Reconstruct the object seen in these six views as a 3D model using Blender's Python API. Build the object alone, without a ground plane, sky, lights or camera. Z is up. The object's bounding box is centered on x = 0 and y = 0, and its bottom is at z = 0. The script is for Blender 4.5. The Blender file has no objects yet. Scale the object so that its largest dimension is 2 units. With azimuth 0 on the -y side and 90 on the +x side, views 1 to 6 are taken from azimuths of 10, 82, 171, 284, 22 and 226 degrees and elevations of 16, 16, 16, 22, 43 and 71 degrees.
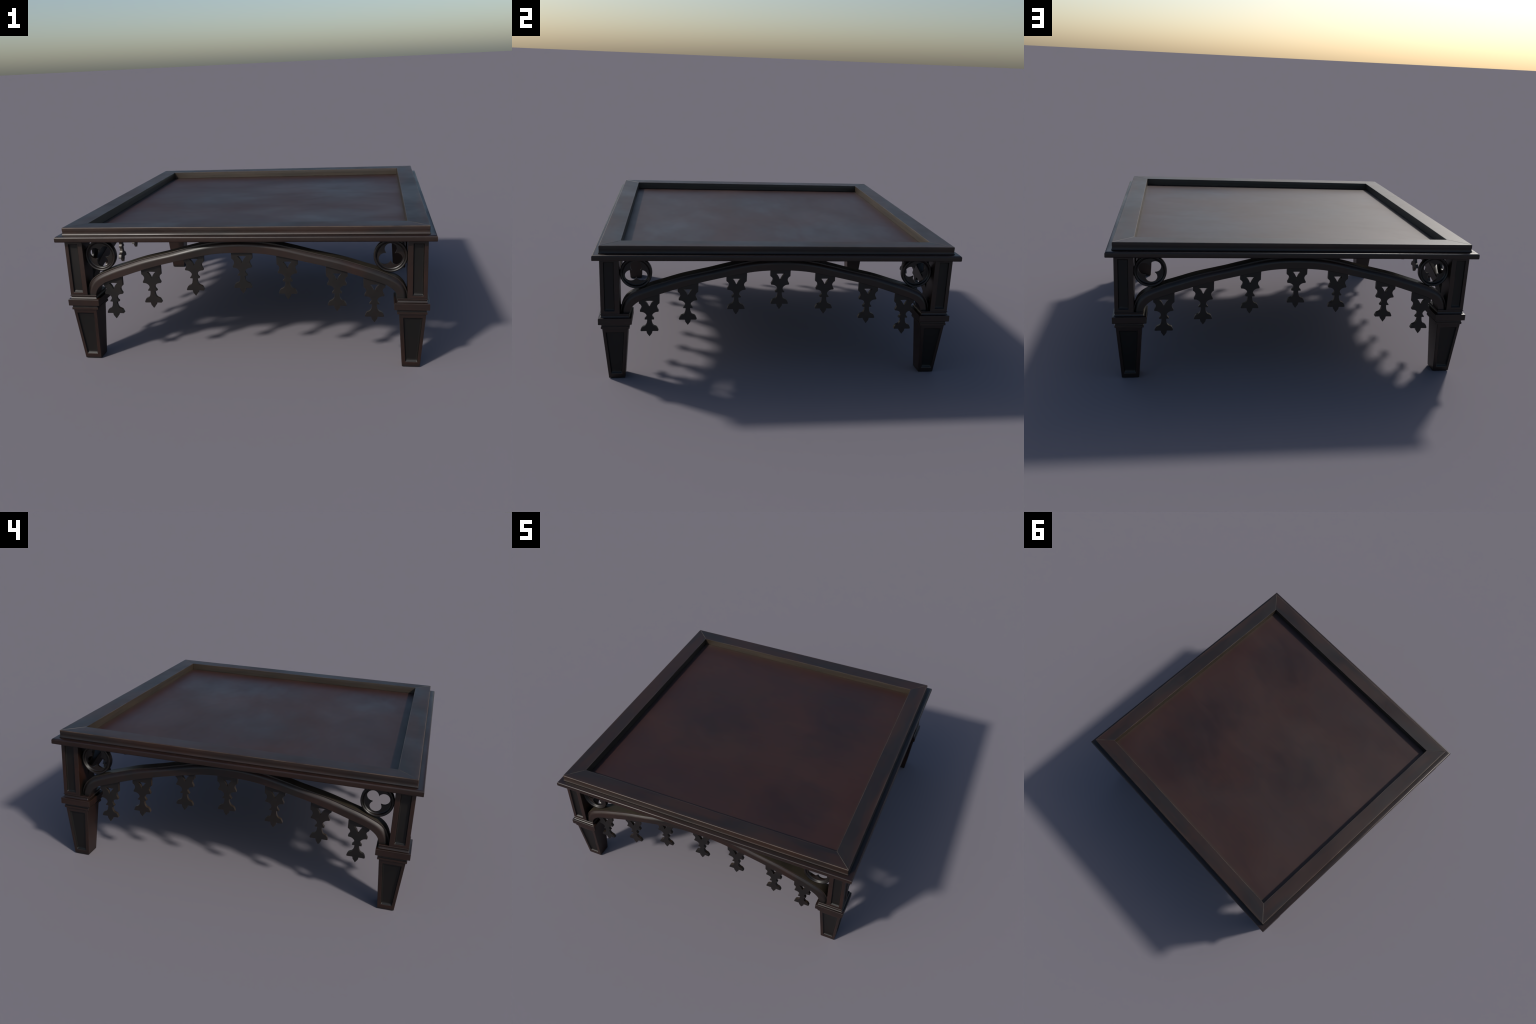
"""Low square gothic table: sunk top in a mitred frame, four panelled legs,
four moulded arches, trefoil roundels in the spandrels and a row of pierced
fleuron drops under every arch."""
import bpy, bmesh, math, random
from mathutils import Vector, Matrix

random.seed(7)
COL = bpy.context.scene.collection


# ------------------------------------------------------------------ materials
def wood(name, warm, dark, mix=(0.38, 0.66), scale=(2.2, 2.2, 5.0), rough=(0.34, 0.52),
         bump=0.12, grain=(60, 6, 60), cavity=None, edge=None, spec=0.5, patch=(3.5, 3.5, 3.5), extra=None):
    """Old stained wood: two tones clouded together, a fine grain, uneven polish."""
    m = bpy.data.materials.new(name)
    m.use_nodes = True
    nt = m.node_tree
    N, L = nt.nodes, nt.links
    bsdf = N["Principled BSDF"]
    tc = N.new("ShaderNodeTexCoord")
    info = N.new("ShaderNodeObjectInfo")
    shift = N.new("ShaderNodeVectorMath"); shift.operation = 'ADD'
    off = N.new("ShaderNodeVectorMath"); off.operation = 'SCALE'
    off.inputs[0].default_value = (3.1, 5.7, 1.9)
    L.new(info.outputs["Random"], off.inputs["Scale"])
    L.new(tc.outputs["Object"], shift.inputs[0])
    L.new(off.outputs[0], shift.inputs[1])

    def noise(sc, detail, roughness, dist=0.0):
        mp = N.new("ShaderNodeMapping"); mp.inputs["Scale"].default_value = sc
        L.new(shift.outputs[0], mp.inputs["Vector"])
        n = N.new("ShaderNodeTexNoise")
        n.inputs["Scale"].default_value = 1.0
        n.inputs["Detail"].default_value = detail
        n.inputs["Roughness"].default_value = roughness
        n.inputs["Distortion"].default_value = dist
        L.new(mp.outputs[0], n.inputs["Vector"])
        return n.outputs["Fac"]

    def remap(sock, a, b, c, d):
        r = N.new("ShaderNodeMapRange"); r.clamp = True
        for i, v in zip(("From Min", "From Max", "To Min", "To Max"), (a, b, c, d)):
            r.inputs[i].default_value = v
        L.new(sock, r.inputs["Value"])
        return r.outputs[0]

    def mixc(fac, a, b, mode='MIX'):
        x = N.new("ShaderNodeMix"); x.data_type = 'RGBA'; x.blend_type = mode
        if isinstance(fac, float): x.inputs[0].default_value = fac
        else: L.new(fac, x.inputs[0])
        for i, v in ((6, a), (7, b)):
            if isinstance(v, tuple): x.inputs[i].default_value = (*v, 1)
            else: L.new(v, x.inputs[i])
        return x.outputs[2]

    cloud = noise(scale, 5, 0.55, 0.3)
    col = mixc(remap(cloud, mix[0], mix[1], 0, 1), warm, dark)
    fine = noise(grain, 4, 0.6)
    g = remap(fine, 0.3, 0.7, 0.86, 1.12)
    gc = N.new("ShaderNodeCombineColor")
    for i in range(3): L.new(g, gc.inputs[i])
    col = mixc(1.0, col, gc.outputs[0], 'MULTIPLY')
    geo = N.new("ShaderNodeNewGeometry")
    if cavity:                                   # near-black tone mixed into the hollows
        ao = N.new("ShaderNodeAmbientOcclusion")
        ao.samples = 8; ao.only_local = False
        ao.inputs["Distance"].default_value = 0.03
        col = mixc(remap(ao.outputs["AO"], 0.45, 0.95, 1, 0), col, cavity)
    if edge:                                     # paler tone along the arrises
        bev = N.new("ShaderNodeBevel"); bev.samples = 6
        bev.inputs["Radius"].default_value = 0.0028
        dot = N.new("ShaderNodeVectorMath"); dot.operation = 'DOT_PRODUCT'
        L.new(bev.outputs[0], dot.inputs[0]); L.new(geo.outputs["Normal"], dot.inputs[1])
        w = remap(dot.outputs["Value"], 0.995, 0.90, 0, 0.7)
        ao2 = N.new("ShaderNodeAmbientOcclusion"); ao2.samples = 8
        ao2.inputs["Distance"].default_value = 0.012
        mul = N.new("ShaderNodeMath"); mul.operation = 'MULTIPLY'
        L.new(w, mul.inputs[0]); L.new(remap(ao2.outputs["AO"], 0.85, 1.0, 0, 1), mul.inputs[1])
        col = mixc(mul.outputs[0], col, edge)
    if extra:                                    # masks that belong to one part only
        col, polish = extra(N, L, tc.outputs["Object"], col, remap, mixc, noise)
    L.new(col, bsdf.inputs["Base Color"])
    r = remap(noise(patch, 4, 0.55, 0.2), 0.3, 0.7, rough[0], rough[1])
    if extra and polish is not None:
        sub = N.new("ShaderNodeMath"); sub.operation = 'MULTIPLY_ADD'
        L.new(polish, sub.inputs[0]); sub.inputs[1].default_value = -0.06; L.new(r, sub.inputs[2])
        r = sub.outputs[0]
    L.new(r, bsdf.inputs["Roughness"])
    bsdf.inputs["Specular IOR Level"].default_value = spec
    b = N.new("ShaderNodeBump")
    b.inputs["Strength"].default_value = bump
    b.inputs["Distance"].default_value = 0.004
    wob = noise((14, 14, 14), 3, 0.5)
    h = N.new("ShaderNodeMath"); h.operation = 'MULTIPLY_ADD'
    L.new(wob, h.inputs[0]); h.inputs[1].default_value = 1.0
    L.new(remap(fine, 0, 1, 0, 0.10), h.inputs[2])
    L.new(h.outputs[0], b.inputs["Height"])
    L.new(b.outputs[0], bsdf.inputs["Normal"])
    return m


def rail_marks(N, L, pos, col, remap, mixc, noise):
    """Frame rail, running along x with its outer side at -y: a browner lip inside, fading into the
    red of the panel, rubbed outer arris, and a pale highlight painted along the mitre."""
    sep = N.new("ShaderNodeSeparateXYZ"); L.new(pos, sep.inputs[0])
    x, y, z = sep.outputs

    def math(op, a, b=None):
        m = N.new("ShaderNodeMath"); m.operation = op
        for i, v in enumerate((a, b)):
            if v is None: continue
            if isinstance(v, (int, float)): m.inputs[i].default_value = v
            else: L.new(v, m.inputs[i])
        return m.outputs[0]

    lip = math('MULTIPLY', remap(y, -0.8612, -0.8592, 0, 1), remap(z, 0.7712, 0.7690, 0, 1))
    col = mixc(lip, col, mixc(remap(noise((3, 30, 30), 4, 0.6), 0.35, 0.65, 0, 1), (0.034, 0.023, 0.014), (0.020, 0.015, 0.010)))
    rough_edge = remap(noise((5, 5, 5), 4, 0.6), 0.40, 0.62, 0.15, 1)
    rub = math('MULTIPLY', math('MULTIPLY', remap(y, -0.9500, -0.9650, 0, 0.8), remap(z, 0.7600, 0.7690, 0, 1)), rough_edge)
    col = mixc(rub, col, (0.040, 0.020, 0.011))
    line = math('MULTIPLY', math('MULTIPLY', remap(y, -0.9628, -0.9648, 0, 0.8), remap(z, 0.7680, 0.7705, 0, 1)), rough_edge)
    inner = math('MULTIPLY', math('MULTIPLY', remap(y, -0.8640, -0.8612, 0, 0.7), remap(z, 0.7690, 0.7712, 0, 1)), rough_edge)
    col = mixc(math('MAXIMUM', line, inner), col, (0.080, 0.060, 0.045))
    gap = math('ABSOLUTE', math('ADD', y, math('ABSOLUTE', x)))
    seam = math('MULTIPLY', math('MULTIPLY', remap(gap, 0.0008, 0.0042, 0.9, 0), remap(z, 0.7690, 0.7712, 0, 1)),
                remap(noise((9, 9, 9), 3, 0.6), 0.38, 0.55, 0.15, 1))
    return mixc(seam, col, (0.110, 0.092, 0.074)), None  # pale mitre line is an edge highlight put into the colour


def panel_marks(N, L, pos, col, remap, mixc, noise):
    """Olive fade painted in for cove shading along the edge of the sunk panel, strongest in the corners."""
    sep = N.new("ShaderNodeSeparateXYZ"); L.new(pos, sep.inputs[0])
    a = []
    for c in (0, 1):
        m = N.new("ShaderNodeMath"); m.operation = 'ABSOLUTE'
        L.new(sep.outputs[c], m.inputs[0]); a.append(m.outputs[0])
    m = N.new("ShaderNodeMath"); m.operation = 'SMOOTH_MAX'
    L.new(a[0], m.inputs[0]); L.new(a[1], m.inputs[1]); m.inputs[2].default_value = 0.05
    # hand-rubbed dark spots: (x, y, radius), their rims broken up by noise
    ragged = N.new("ShaderNodeMath"); ragged.operation = 'MULTIPLY_ADD'
    L.new(noise((5.5, 8.0, 4.0), 5, 0.62, 0.3), ragged.inputs[0]); ragged.inputs[1].default_value = 1.7; ragged.inputs[2].default_value = -0.85
    spots = None
    for cx, cy, rad in ((-0.31, -0.07, 0.24), (0.40, 0.52, 0.24), (0.52, 0.19, 0.18), (0.45, -0.58, 0.20)):
        d = N.new("ShaderNodeVectorMath"); d.operation = 'DISTANCE'
        flat = N.new("ShaderNodeVectorMath"); flat.operation = 'MULTIPLY'; flat.inputs[1].default_value = (1, 1, 0)
        L.new(pos, flat.inputs[0]); L.new(flat.outputs[0], d.inputs[0]); d.inputs[1].default_value = (cx, cy, 0)
        m1 = N.new("ShaderNodeMath"); m1.operation = 'ADD'
        L.new(remap(d.outputs["Value"], 0, rad * 1.7, 1, 0), m1.inputs[0]); L.new(ragged.outputs[0], m1.inputs[1])
        spot = remap(m1.outputs[0], 0.10, 1.0, 0, 1)
        if spots is None: spots = spot
        else:
            mx = N.new("ShaderNodeMath"); mx.operation = 'MAXIMUM'
            L.new(spots, mx.inputs[0]); L.new(spot, mx.inputs[1]); spots = mx.outputs[0]
    half = N.new("ShaderNodeMath"); half.operation = 'MULTIPLY'
    L.new(spots, half.inputs[0]); half.inputs[1].default_value = 0.48
    col = mixc(half.outputs[0], col, (0.0105, 0.0068, 0.0066))
    col = mixc(remap(noise((3.3, 5.0, 2.0), 6, 0.65, 0.3), 0.50, 0.72, 0, 0.45), col, (0.0120, 0.0068, 0.0062))
    red = mixc(remap(m.outputs[0], 0.66, 0.84, 0, 0.25), col, (0.030, 0.0084, 0.0050))
    return mixc(remap(m.outputs[0], 0.836, 0.862, 0, 0.85), red, (0.030, 0.021, 0.014)), spots  # olive rim imitates light fading across a cove


BROWN = (0.0175, 0.0055, 0.0024)
UMBER = (0.0085, 0.0040, 0.0025)
HOLLOW_DARK = (0.0022, 0.0020, 0.0016)
PALE_EDGE = (0.036, 0.022, 0.015)
M_STILE = wood("brown_stained_wood", BROWN, UMBER, cavity=HOLLOW_DARK, edge=PALE_EDGE, rough=(0.37, 0.48))
M_MOULD = wood("moulding_wood", (0.0165, 0.0056, 0.0027), (0.0100, 0.0043, 0.0025), cavity=HOLLOW_DARK,
               edge=PALE_EDGE, scale=(1.5, 1.5, 3), rough=(0.34, 0.46))
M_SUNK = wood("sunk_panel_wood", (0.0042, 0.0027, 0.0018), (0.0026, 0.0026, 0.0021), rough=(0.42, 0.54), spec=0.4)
M_ARCH = wood("arch_wood", (0.0170, 0.0062, 0.0034), (0.0060, 0.0042, 0.0030), cavity=HOLLOW_DARK,
              edge=PALE_EDGE, scale=(4, 4, 4), rough=(0.34, 0.52))
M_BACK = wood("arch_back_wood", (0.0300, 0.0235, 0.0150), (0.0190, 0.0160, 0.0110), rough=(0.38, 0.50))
M_DROP = wood("carved_drop_wood", (0.0058, 0.0034, 0.0023), (0.0027, 0.0025, 0.0020), scale=(9, 9, 9),
              edge=(0.020, 0.013, 0.009), rough=(0.37, 0.47))
M_LIT_SIDE = wood("lit_side_wood", (0.0280, 0.0190, 0.0130), (0.0140, 0.0100, 0.0070), scale=(9, 9, 9), rough=(0.34, 0.44))  # drop sides coloured paler to imitate slivers lit by the sun
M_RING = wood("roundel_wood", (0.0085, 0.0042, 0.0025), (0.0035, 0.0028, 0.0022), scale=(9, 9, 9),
              cavity=HOLLOW_DARK, rough=(0.33, 0.45))
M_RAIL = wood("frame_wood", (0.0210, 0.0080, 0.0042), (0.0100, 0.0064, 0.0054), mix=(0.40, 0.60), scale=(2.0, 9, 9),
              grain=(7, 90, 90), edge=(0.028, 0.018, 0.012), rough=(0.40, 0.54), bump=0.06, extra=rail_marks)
M_TOP = wood("table_panel_wood", (0.0280, 0.0093, 0.0055), (0.0205, 0.0074, 0.0058), mix=(0.36, 0.70),
             scale=(2.6, 2.6, 2.6), grain=(5, 110, 40), rough=(0.42, 0.56), bump=0.02, patch=(1.7, 3.0, 2.0), extra=panel_marks)


# ------------------------------------------------------------------ helpers
def link(name, data, parent=None, mats=(), loc=(0, 0, 0), rot=0.0):
    o = bpy.data.objects.new(name, data)
    COL.objects.link(o)
    if data is not None:
        for mt in mats:
            if len(data.materials) < len(mats): data.materials.append(mt)
    o.parent = parent
    o.location = loc
    o.rotation_euler = (0, 0, rot)
    return o


def finish(bm, name, angle=38):
    bmesh.ops.remove_doubles(bm, verts=bm.verts, dist=1e-5)
    bmesh.ops.recalc_face_normals(bm, faces=bm.faces)
    me = bpy.data.meshes.new(name)
    bm.to_mesh(me); bm.free()
    me.shade_smooth()
    me.set_sharp_from_angle(angle=math.radians(angle))
    return me


def soften(o, width, segments=2, angle=30):
    b = o.modifiers.new("arris", 'BEVEL')
    b.width = width; b.segments = segments
    b.limit_method = 'ANGLE'; b.angle_limit = math.radians(angle)
    b.harden_normals = False
    return flatten(o)


def flatten(o):
    """Broad faces stay flat, only the eased arrises roll over."""
    w = o.modifiers.new("flat_faces", 'WEIGHTED_NORMAL')
    w.mode = 'FACE_AREA'; w.weight = 50; w.keep_sharp = True
    return o


def catmull(pts, n):
    """Smooth curve through control points, resampled evenly by arc length."""
    P = [Vector(p) for p in pts]
    P = [2 * P[0] - P[1]] + P + [2 * P[-1] - P[-2]]
    out = []
    for i in range(1, len(P) - 2):
        a, b, c, d = P[i - 1:i + 3]
        for k in range(24):
            t = k / 24
            out.append(0.5 * ((2 * b) + (c - a) * t + (2 * a - 5 * b + 4 * c - d) * t * t
                              + (3 * b - a - 3 * c + d) * t ** 3))
    out.append(P[-2])
    acc = [0.0]
    for u, v in zip(out, out[1:]): acc.append(acc[-1] + (v - u).length)
    res, j = [], 0
    for k in range(n):
        s = acc[-1] * k / (n - 1)
        while j < len(acc) - 2 and acc[j + 1] < s: j += 1
        f = (s - acc[j]) / max(acc[j + 1] - acc[j], 1e-9)
        res.append(out[j].lerp(out[j + 1], min(max(f, 0), 1)))
    return res


def flat_shape(name, loops, half, bevel):
    """Closed outlines (first the rim, then holes) extruded to a slab, arrises eased.
    Outline lies in x-z, thickness along y, centred on y = 0."""
    cu = bpy.data.curves.new(name, 'CURVE')
    cu.dimensions = '2D'; cu.fill_mode = 'BOTH'
    for lp in loops:
        sp = cu.splines.new('POLY'); sp.points.add(len(lp) - 1)
        for p, q in zip(sp.points, lp): p.co = (q[0], q[1], 0, 1)
        sp.use_cyclic_u = True
    cu.extrude = half - bevel; cu.bevel_depth = bevel; cu.offset = -bevel
    cu.bevel_resolution = 1
    tmp = bpy.data.objects.new("outline", cu); COL.objects.link(tmp)
    bpy.context.view_layer.update()
    me = bpy.data.meshes.new_from_object(tmp.evaluated_get(bpy.context.evaluated_depsgraph_get()))
    bpy.data.objects.remove(tmp); bpy.data.curves.remove(cu)
    me.transform(Matrix.Rotation(math.pi / 2, 4, 'X'))
    me.name = name
    bm = bmesh.new(); bm.from_mesh(me); bpy.data.meshes.remove(me)
    for f in bm.faces: f.material_index = 1 if abs(f.normal.y) < 0.5 else 0      # side faces
    return finish(bm, name, 40)


# ------------------------------------------------------------------ the table
table = link("coffee_table", None)
table["label"] = "low square dark gothic wooden table with arches and carved drops"
table["category"] = "coffee table"

# the face transforms: s runs left to right seen from outside, y = -d is outward
FACES = [0.0, math.pi / 2, math.pi, -math.pi / 2]          # -y, +x, +y, -x
INSET = [0.0, 0.016, 0.0, 0.016]                           # x faces sit a little deeper

# ---- cornice: the wide lower board
Z_SLAB0, Z_SLAB1, Z_TOP, Z_FLOOR = 0.6985, 0.7300, 0.7720, 0.7250


def square_sweep(profile, close=True):
    """Sweep a (half width, z) profile round a square."""
    bm = bmesh.new()
    rings = []
    for h, z in profile:
        rings.append([bm.verts.new((sx * h, sy * h, z)) for sx, sy in ((-1, -1), (1, -1), (1, 1), (-1, 1))])
    for a, b in zip(rings, rings[1:]):
        for i in range(4):
            j = (i + 1) % 4
            bm.faces.new((a[i], a[j], b[j], b[i]))
    if close:
        bm.faces.new(rings[0]); bm.faces.new(rings[-1])
    return bm


corn = [(0.985, Z_SLAB0), (0.9975, Z_SLAB0), (0.9995, 0.7005), (1.0, 0.704), (1.0, 0.7205), (0.9985, 0.7245),
        (0.9950, 0.7280), (0.9900, 0.7296), (0.9800, 0.7300), (0.9, 0.7300), (0.9, 0.7120)]
top = flatten(link("tabletop", finish(square_sweep(corn), "tabletop", 50), table, [M_MOULD]))

# ---- sunk panel
g = bmesh.new()
bmesh.ops.create_grid(g, x_segments=1, y_segments=1, size=0.866)
bmesh.ops.translate(g, verts=g.verts, vec=(0, 0, Z_FLOOR))
ret = bmesh.ops.extrude_face_region(g, geom=g.faces[:])
bmesh.ops.translate(g, verts=[v for v in ret["geom"] if isinstance(v, bmesh.types.BMVert)], vec=(0, 0, 0.0008 + 0.0052))
panel_me = finish(g, "panel")
panel = link("panel", panel_me, top, [M_TOP], loc=(0, 0, 0))
panel.location.z = -0.0060 + 0.0005

# ---- four mitred rails of the raised frame
rail_prof = [(0.862, 0.7265), (0.9660, 0.7265), (0.9685, 0.7295), (0.9692, 0.7318), (0.9686, 0.7332), (0.9672, 0.7350),
             (0.9662, 0.7375), (0.9656, 0.7405), (0.9653, 0.7440), (0.9653, 0.7480), (0.9658, 0.7520),
             (0.9660, 0.7560), (0.9660, 0.7680), (0.9655, 0.7700), (0.9642, 0.7714), (0.9620, 0.7720), (0.8620, 0.7720), (0.8604, 0.7713),
             (0.8598, 0.7698), (0.8592, 0.7480), (0.8586, 0.7262)]


def rail_mesh():
    bm = bmesh.new()
    gap = 0.0008                                           # hairline at the mitre
    rows = []
    for sgn in (-1, 1):
        rows.append([bm.verts.new((sgn * (h - gap), -h, z)) for h, z in rail_prof])
    n = len(rail_prof)
    for i in range(n):
        j = (i + 1) % n
        bm.faces.new((rows[0][i], rows[0][j], rows[1][j], rows[1][i]))
    for r in rows: bm.faces.new(r)
    return finish(bm, "frame_rail", 32)


rm = rail_mesh()
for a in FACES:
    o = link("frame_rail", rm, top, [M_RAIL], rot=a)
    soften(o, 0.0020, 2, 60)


# ---- legs: tapered panelled foot, stepped collar, panelled post
def panelled(bm, quad, m_left, m_right, m_low, m_high, depth, slope, nrm):
    """A frame face with a sunk panel; quad = bottom-left, bottom-right, top-right, top-left."""
    A, B, C, D = [Vector(q) for q in quad]
    H = ((D - A).length + (C - B).length) / 2

    def at(u, v):
        lo, hi = A.lerp(B, u), D.lerp(C, u)
        return lo.lerp(hi, v)

    def inner(ml, mr, mb, mt):
        r = []
        for v in (mb / H, 1 - mt / H):
            w = (at(1, v) - at(0, v)).length
            r.append((at(ml / w, v), at(1 - mr / w, v)))
        return [r[0][0], r[0][1], r[1][1], r[1][0]]

    o = [A, B, C, D]
    i = inner(m_left, m_right, m_low, m_high)
    n = Vector(nrm).normalized()
    rings = [o, i]
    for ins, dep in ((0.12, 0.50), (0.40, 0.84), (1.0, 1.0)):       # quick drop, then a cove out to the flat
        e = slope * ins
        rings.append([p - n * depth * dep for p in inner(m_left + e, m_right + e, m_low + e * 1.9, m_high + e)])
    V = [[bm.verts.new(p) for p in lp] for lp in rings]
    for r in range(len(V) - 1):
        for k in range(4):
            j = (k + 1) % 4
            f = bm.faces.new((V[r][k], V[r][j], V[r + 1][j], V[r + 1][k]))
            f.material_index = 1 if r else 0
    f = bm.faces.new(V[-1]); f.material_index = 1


def prism(bm, lo, hi, zlo, zhi, panels):
    """Frustum between rectangles lo / hi = (x0, x1, y0, y1); the two outer faces (+x, +y) are panelled."""
    def rect(r, z):
        x0, x1, y0, y1 = r
        return [Vector((x0, y0, z)), Vector((x1, y0, z)), Vector((x1, y1, z)), Vector((x0, y1, z))]
    b, t = rect(lo, zlo), rect(hi, zhi)
    for k in (0, 3):
        j = (k + 1) % 4
        bm.faces.new([bm.verts.new(p) for p in (b[k], b[j], t[j], t[k])])
    bm.faces.new([bm.verts.new(p) for p in b])
    bm.faces.new([bm.verts.new(p) for p in t])
    ins, outs, low, high, depth, slope = panels
    for k in (1, 2):
        j = k + 1
        q = (b[k], b[j], t[j], t[k])
        n = (q[1] - q[0]).cross(q[3] - q[0])
        left_is_inner = (k == 1)
        panelled(bm, q, ins if left_is_inner else outs, outs if left_is_inner else ins, low, high, depth, slope, n)


def leg_meshes():
    foot = bmesh.new()
    prism(foot, (0.8385, 0.9308, 0.8460, 0.9340), (0.8210, 0.9565, 0.8245, 0.9610), 0.0, 0.3060,
          (0.0195, 0.0165, 0.029, 0.024, 0.011, 0.011))
    post = bmesh.new()
    prism(post, (0.8605, 0.9600, 0.8655, 0.9660), (0.8605, 0.9600, 0.8655, 0.9660), 0.3905, 0.7000,
          (0.0270, 0.0205, 0.0155, 0.0200, 0.011, 0.009))
    collar = bmesh.new()
    # (inner x, outer x, inner y, outer y, z) going up: necking, block, upper moulding
    lv = [(0.8110, 0.9600, 0.8165, 0.9660, 0.3050), (0.8100, 0.9612, 0.8155, 0.9672, 0.3060),
          (0.8100, 0.9612, 0.8155, 0.9672, 0.3170), (0.8120, 0.9592, 0.8175, 0.9652, 0.3185),
          (0.8130, 0.9580, 0.8185, 0.9642, 0.3230), (0.8120, 0.9592, 0.8175, 0.9652, 0.3280),
          (0.8110, 0.9606, 0.8165, 0.9666, 0.3310), (0.8110, 0.9606, 0.8165, 0.9666, 0.3325),
          (0.7970, 0.9715, 0.8045, 0.9790, 0.3325), (0.7955, 0.9728, 0.8030, 0.9803, 0.3340),
          (0.7955, 0.9728, 0.8030, 0.9803, 0.3668), (0.7965, 0.9718, 0.8040, 0.9793, 0.3680),
          (0.8010, 0.9660, 0.8085, 0.9740, 0.3690), (0.8080, 0.9630, 0.8145, 0.9700, 0.3705),
          (0.8125, 0.9600, 0.8185, 0.9665, 0.3745), (0.8140, 0.9580, 0.8200, 0.9650, 0.3800),
          (0.8130, 0.9590, 0.8190, 0.9660, 0.3845), (0.8098, 0.9622, 0.8150, 0.9692, 0.3865),
          (0.8098, 0.9622, 0.8150, 0.9692, 0.3900), (0.8110, 0.9610, 0.8162, 0.9680, 0.3912)]
    rings = []
    for x0, x1, y0, y1, z in lv:
        rings.append([collar.verts.new(p) for p in ((x0, y0, z), (x1, y0, z), (x1, y1, z), (x0, y1, z))])
    for a, b in zip(rings, rings[1:]):
        for k in range(4):
            collar.faces.new((a[k], a[(k + 1) % 4], b[(k + 1) % 4], b[k]))
    collar.faces.new(rings[0]); collar.faces.new(rings[-1])
    return foot, collar, post


base = Vector((0.885, 0.89, 0.0))
variants = []
for mirrored in (False, True):
    ms = []
    for bm, nm in zip(leg_meshes(), ("leg", "collar", "post")):
        bmesh.ops.translate(bm, verts=bm.verts, vec=-base)
        if mirrored:
            bmesh.ops.scale(bm, verts=bm.verts, vec=(-1, 1, 1))
        ms.append(finish(bm, nm, 38))
    variants.append(ms)
for sx, sy in ((1, 1), (-1, -1), (-1, 1), (1, -1)):
    foot_me, collar_me, post_me = variants[0 if sx * sy > 0 else 1]
    rot = 0.0 if sy > 0 else math.pi
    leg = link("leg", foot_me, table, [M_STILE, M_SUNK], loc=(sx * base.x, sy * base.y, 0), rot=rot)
    soften(leg, 0.003, 2, 50)
    soften(link("collar", collar_me, leg, [M_STILE]), 0.001, 1, 60)
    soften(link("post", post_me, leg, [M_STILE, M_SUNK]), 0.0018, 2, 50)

# ---- arches
INTRADOS = [(0.8135, 0.391), (0.8065, 0.413), (0.792, 0.4335), (0.765, 0.4545), (0.734, 0.4688), (0.655, 0.4950),
            (0.5565, 0.5270), (0.446, 0.5585), (0.302, 0.5915), (0.190, 0.6145), (0.125, 0.6240), (0.055, 0.6290), (0.0, 0.6300)]
EXTRADOS = [(0.8655, 0.391), (0.8625, 0.416), (0.8535, 0.444), (0.834, 0.4745), (0.797, 0.5020), (0.711, 0.5390),
            (0.645, 0.5600), (0.540, 0.5925), (0.440, 0.6160), (0.385, 0.6285), (0.290, 0.6530), (0.190, 0.6765), (0.095, 0.6900), (0.0, 0.6945)]
ARCH_FRONT, ARCH_DEPTH = 0.961, 0.080
# section of the arch: (height fraction from soffit to back, setback from the front)
SECTION = [(0.0, 0.004), (0.012, 0.001), (0.035, 0.0), (0.52, 0.0), (0.59, 0.0005), (0.66, 0.0019), (0.73, 0.0043), (0.80, 0.0076),
           (0.85, 0.0102), (0.875, 0.0114), (0.905, 0.0115), (0.925, 0.0108), (0.955, 0.0107), (0.985, 0.0115), (1.0, 0.0150),
           (1.0, ARCH_DEPTH - 0.003), (0.97, ARCH_DEPTH), (0.03, ARCH_DEPTH), (0.0, ARCH_DEPTH - 0.003)]


def arch_mesh():
    n = 56
    lo, hi = catmull(INTRADOS, n), catmull(EXTRADOS, n)
    path = [(p, q) for p, q in zip(lo, hi)]
    path += [(Vector((-p.x, p.y)), Vector((-q.x, q.y))) for p, q in reversed(path[:-1])]
    bm = bmesh.new()
    rows = []
    for p, q in path:
        row = []
        for t, d in SECTION:
            c = p.lerp(q, t)
            row.append(bm.verts.new((c.x, d, c.y)))
        rows.append(row)
    m = len(SECTION)
    for a, b in zip(rows, rows[1:]):
        for i in range(m):
            j = (i + 1) % m
            f = bm.faces.new((a[i], a[j], b[j], b[i]))
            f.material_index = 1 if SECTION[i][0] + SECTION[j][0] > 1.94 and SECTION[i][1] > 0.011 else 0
    bm.faces.new(rows[0]); bm.faces.new(rows[-1])
    return finish(bm, "arch", 32)


am = arch_mesh()


def on_face(k, s, d, z):
    """World place of a point s along face k, d out from the middle, z up."""
    return Matrix.Rotation(FACES[k], 3, 'Z') @ Vector((s, -d, z))


arches = []
for k in range(4):
    arches.append(flatten(link("arch", am, table, [M_ARCH, M_BACK], loc=on_face(k, 0, ARCH_FRONT - INSET[k], 0), rot=FACES[k])))


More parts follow.
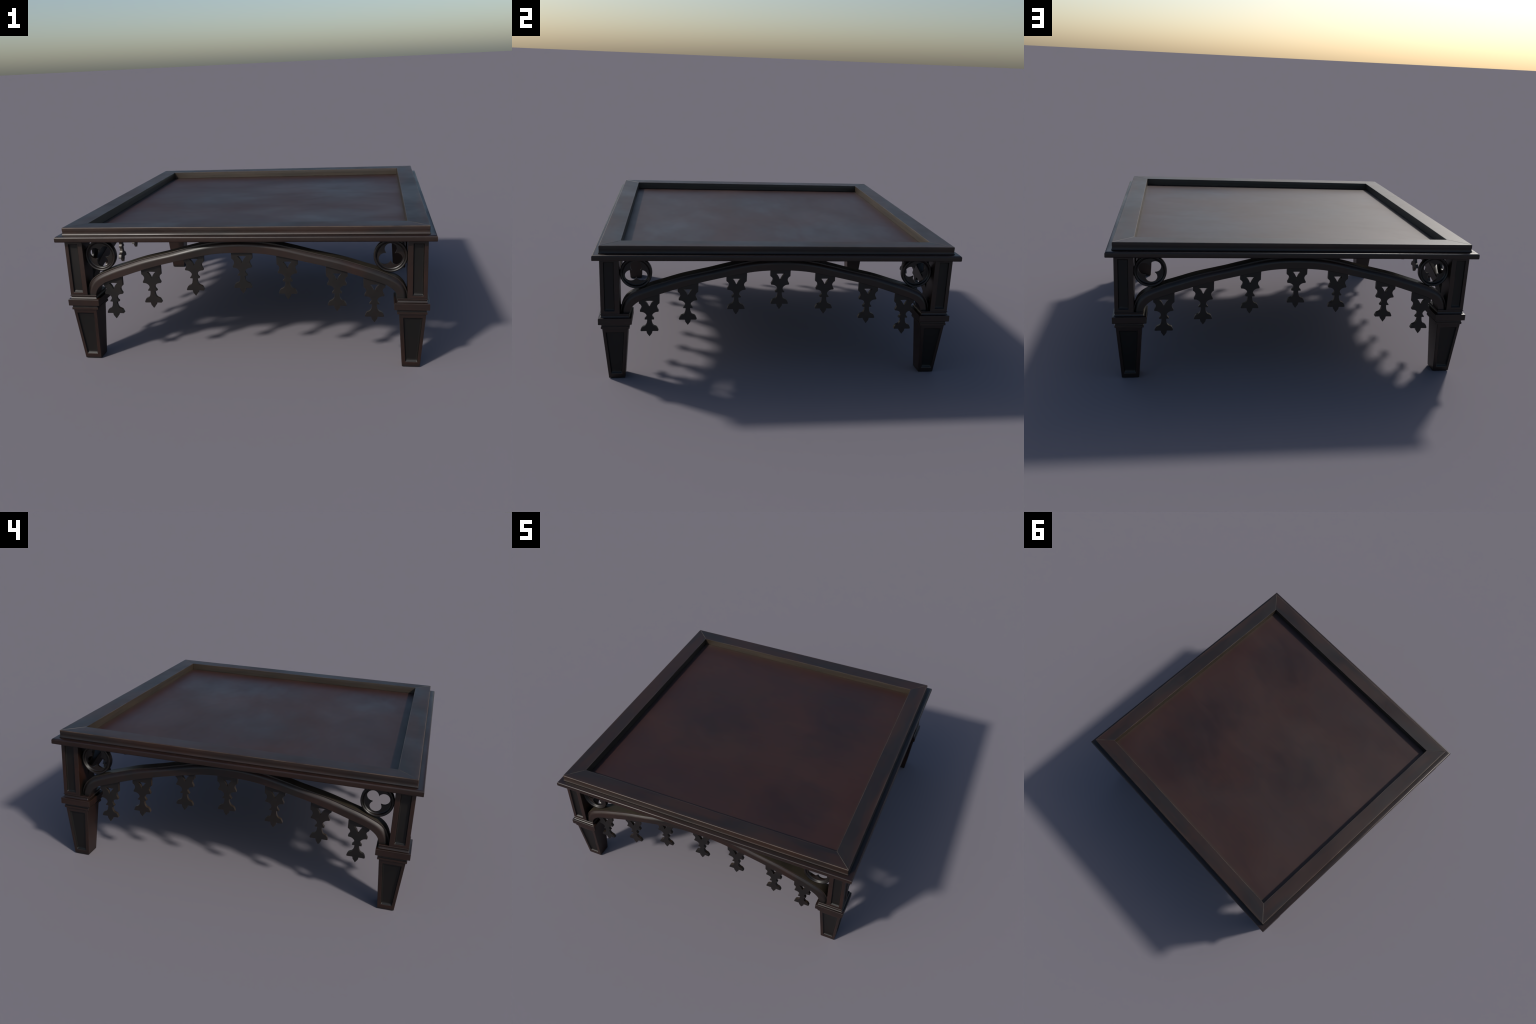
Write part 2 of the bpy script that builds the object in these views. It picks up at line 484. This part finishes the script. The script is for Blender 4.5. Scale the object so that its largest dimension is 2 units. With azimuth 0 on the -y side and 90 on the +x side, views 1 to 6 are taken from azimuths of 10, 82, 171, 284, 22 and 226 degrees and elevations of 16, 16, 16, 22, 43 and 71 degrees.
# ---- roundels: a moulded ring round a pierced trefoil plate
def ring_mesh():
    half = [(0.0855, 0.0), (0.0855, 0.0145), (0.0848, 0.0165), (0.0830, 0.0178), (0.0800, 0.0180), (0.0775, 0.0172),
            (0.0755, 0.0150), (0.0742, 0.0150), (0.0730, 0.0138), (0.0720, 0.0110), (0.0705, 0.0088), (0.0685, 0.0072), (0.0665, 0.0063), (0.0655, 0.0052), (0.0655, 0.0)]
    prof = half + [(r, -d) for r, d in reversed(half[1:-1])]
    bm = bmesh.new()
    n = 56
    rows = [[bm.verts.new((r * math.cos(2 * math.pi * i / n), d, r * math.sin(2 * math.pi * i / n))) for r, d in prof] for i in range(n)]
    m = len(prof)
    for i in range(n):
        a, b = rows[i], rows[(i + 1) % n]
        for j in range(m):
            l = (j + 1) % m
            bm.faces.new((a[j], a[l], b[l], b[j]))
    return finish(bm, "roundel", 40)


def trefoil_plate():
    off, r = 0.0338, 0.0304                                # lobe offset and radius
    half = math.sqrt(r * r - (off * math.sin(math.pi / 3)) ** 2)
    cusp = off * 0.5 + half
    hole = []
    for lobe in range(3):
        c = math.radians(90 + 120 * lobe)
        ctr = Vector((off * math.cos(c), off * math.sin(c)))
        a = Vector((cusp * math.cos(c - math.pi / 3), cusp * math.sin(c - math.pi / 3))) - ctr
        b = Vector((cusp * math.cos(c + math.pi / 3), cusp * math.sin(c + math.pi / 3))) - ctr
        t0 = math.atan2(a.y, a.x); t1 = math.atan2(b.y, b.x)
        while t1 < t0: t1 += 2 * math.pi
        for i in range(20):
            t = t0 + (t1 - t0) * i / 20
            hole.append((ctr.x + r * math.cos(t), ctr.y + r * math.sin(t)))
    rim = [(0.069 * math.cos(2 * math.pi * i / 48), 0.069 * math.sin(2 * math.pi * i / 48)) for i in range(48)]
    return flat_shape("trefoil", [rim, hole], 0.0060, 0.0008)


ring_me, plate_me = ring_mesh(), trefoil_plate()
# how far each trefoil is turned, left and right on every face (0 = one lobe up)
TURN = [(190, 0), (0, 205), (190, 174), (0, 168)]
for k in range(4):
    for s, turn in zip((-0.7765 - INSET[k] * 0.2, 0.7765 + INSET[k] * 0.2), TURN[k]):
        ring = link("roundel", ring_me, table, [M_RING], loc=on_face(k, s, 0.918 - INSET[k], 0.6065), rot=FACES[k])
        plate = flatten(link("trefoil", plate_me, ring, [M_RING, M_RING]))
        plate.rotation_euler = (0, -math.radians(turn), 0)

# ---- pierced fleuron drops hung from the arches
HALF = [(0.0138, 0.0190), (0.0165, 0.0315), (0.0455, 0.0310), (0.0487, 0.0350), (0.0450, 0.0455), (0.0400, 0.0545), (0.0345, 0.0578),
        (0.0255, 0.0612), (0.0195, 0.0665), (0.0150, 0.0755), (0.0128, 0.0870), (0.0122, 0.0988), (0.0250, 0.0992), (0.0256, 0.1045),
        (0.0200, 0.1105), (0.0160, 0.1165), (0.0150, 0.1230), (0.0175, 0.1295), (0.0230, 0.1355), (0.0300, 0.1402), (0.0370, 0.1425), (0.0495, 0.1440), (0.0506, 0.1510),
        (0.0460, 0.1590), (0.0425, 0.1665), (0.0413, 0.1740), (0.0432, 0.1810), (0.0480, 0.1872), (0.0555, 0.1930), (0.0560, 0.2540)]
outline = [(0, 0)] + HALF + [(-x, z) for x, z in reversed(HALF)]
eye = [(-0.0240, 0.2064), (0.0, 0.2072), (0.0240, 0.2064), (0.0170, 0.2000), (0.0090, 0.1890), (0.0, 0.1700), (-0.0090, 0.1890), (-0.0170, 0.2000)]
drop_me = flat_shape("carved_drop", [outline, eye], 0.0090, 0.0006)
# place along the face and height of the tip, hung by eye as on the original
HANG = [[(-0.7165, 0.248), (-0.493, 0.313), (-0.251, 0.386), (0.010, 0.402), (0.249, 0.372), (0.5045, 0.309), (0.6955, 0.251)],
        [(-0.711, 0.246), (-0.503, 0.311), (-0.240, 0.371), (0.000, 0.400), (0.252, 0.371), (0.503, 0.311), (0.720, 0.243)],
        [(-0.706, 0.246), (-0.499, 0.310), (-0.250, 0.371), (0.000, 0.402), (0.228, 0.375), (0.502, 0.316), (0.7165, 0.243)],
        [(-0.697, 0.246), (-0.500, 0.311), (-0.248, 0.392), (-0.009, 0.400), (0.253, 0.373), (0.501, 0.319), (0.703, 0.248)]]
for k in range(4):
    for s, z in HANG[k]:
        p = on_face(k, s, 0.937 - INSET[k], z) - on_face(k, 0, ARCH_FRONT - INSET[k], 0)
        p = Matrix.Rotation(-FACES[k], 3, 'Z') @ p
        flatten(link("carved_drop", drop_me, arches[k], [M_DROP, M_LIT_SIDE], loc=p))

bpy.context.view_layer.update()
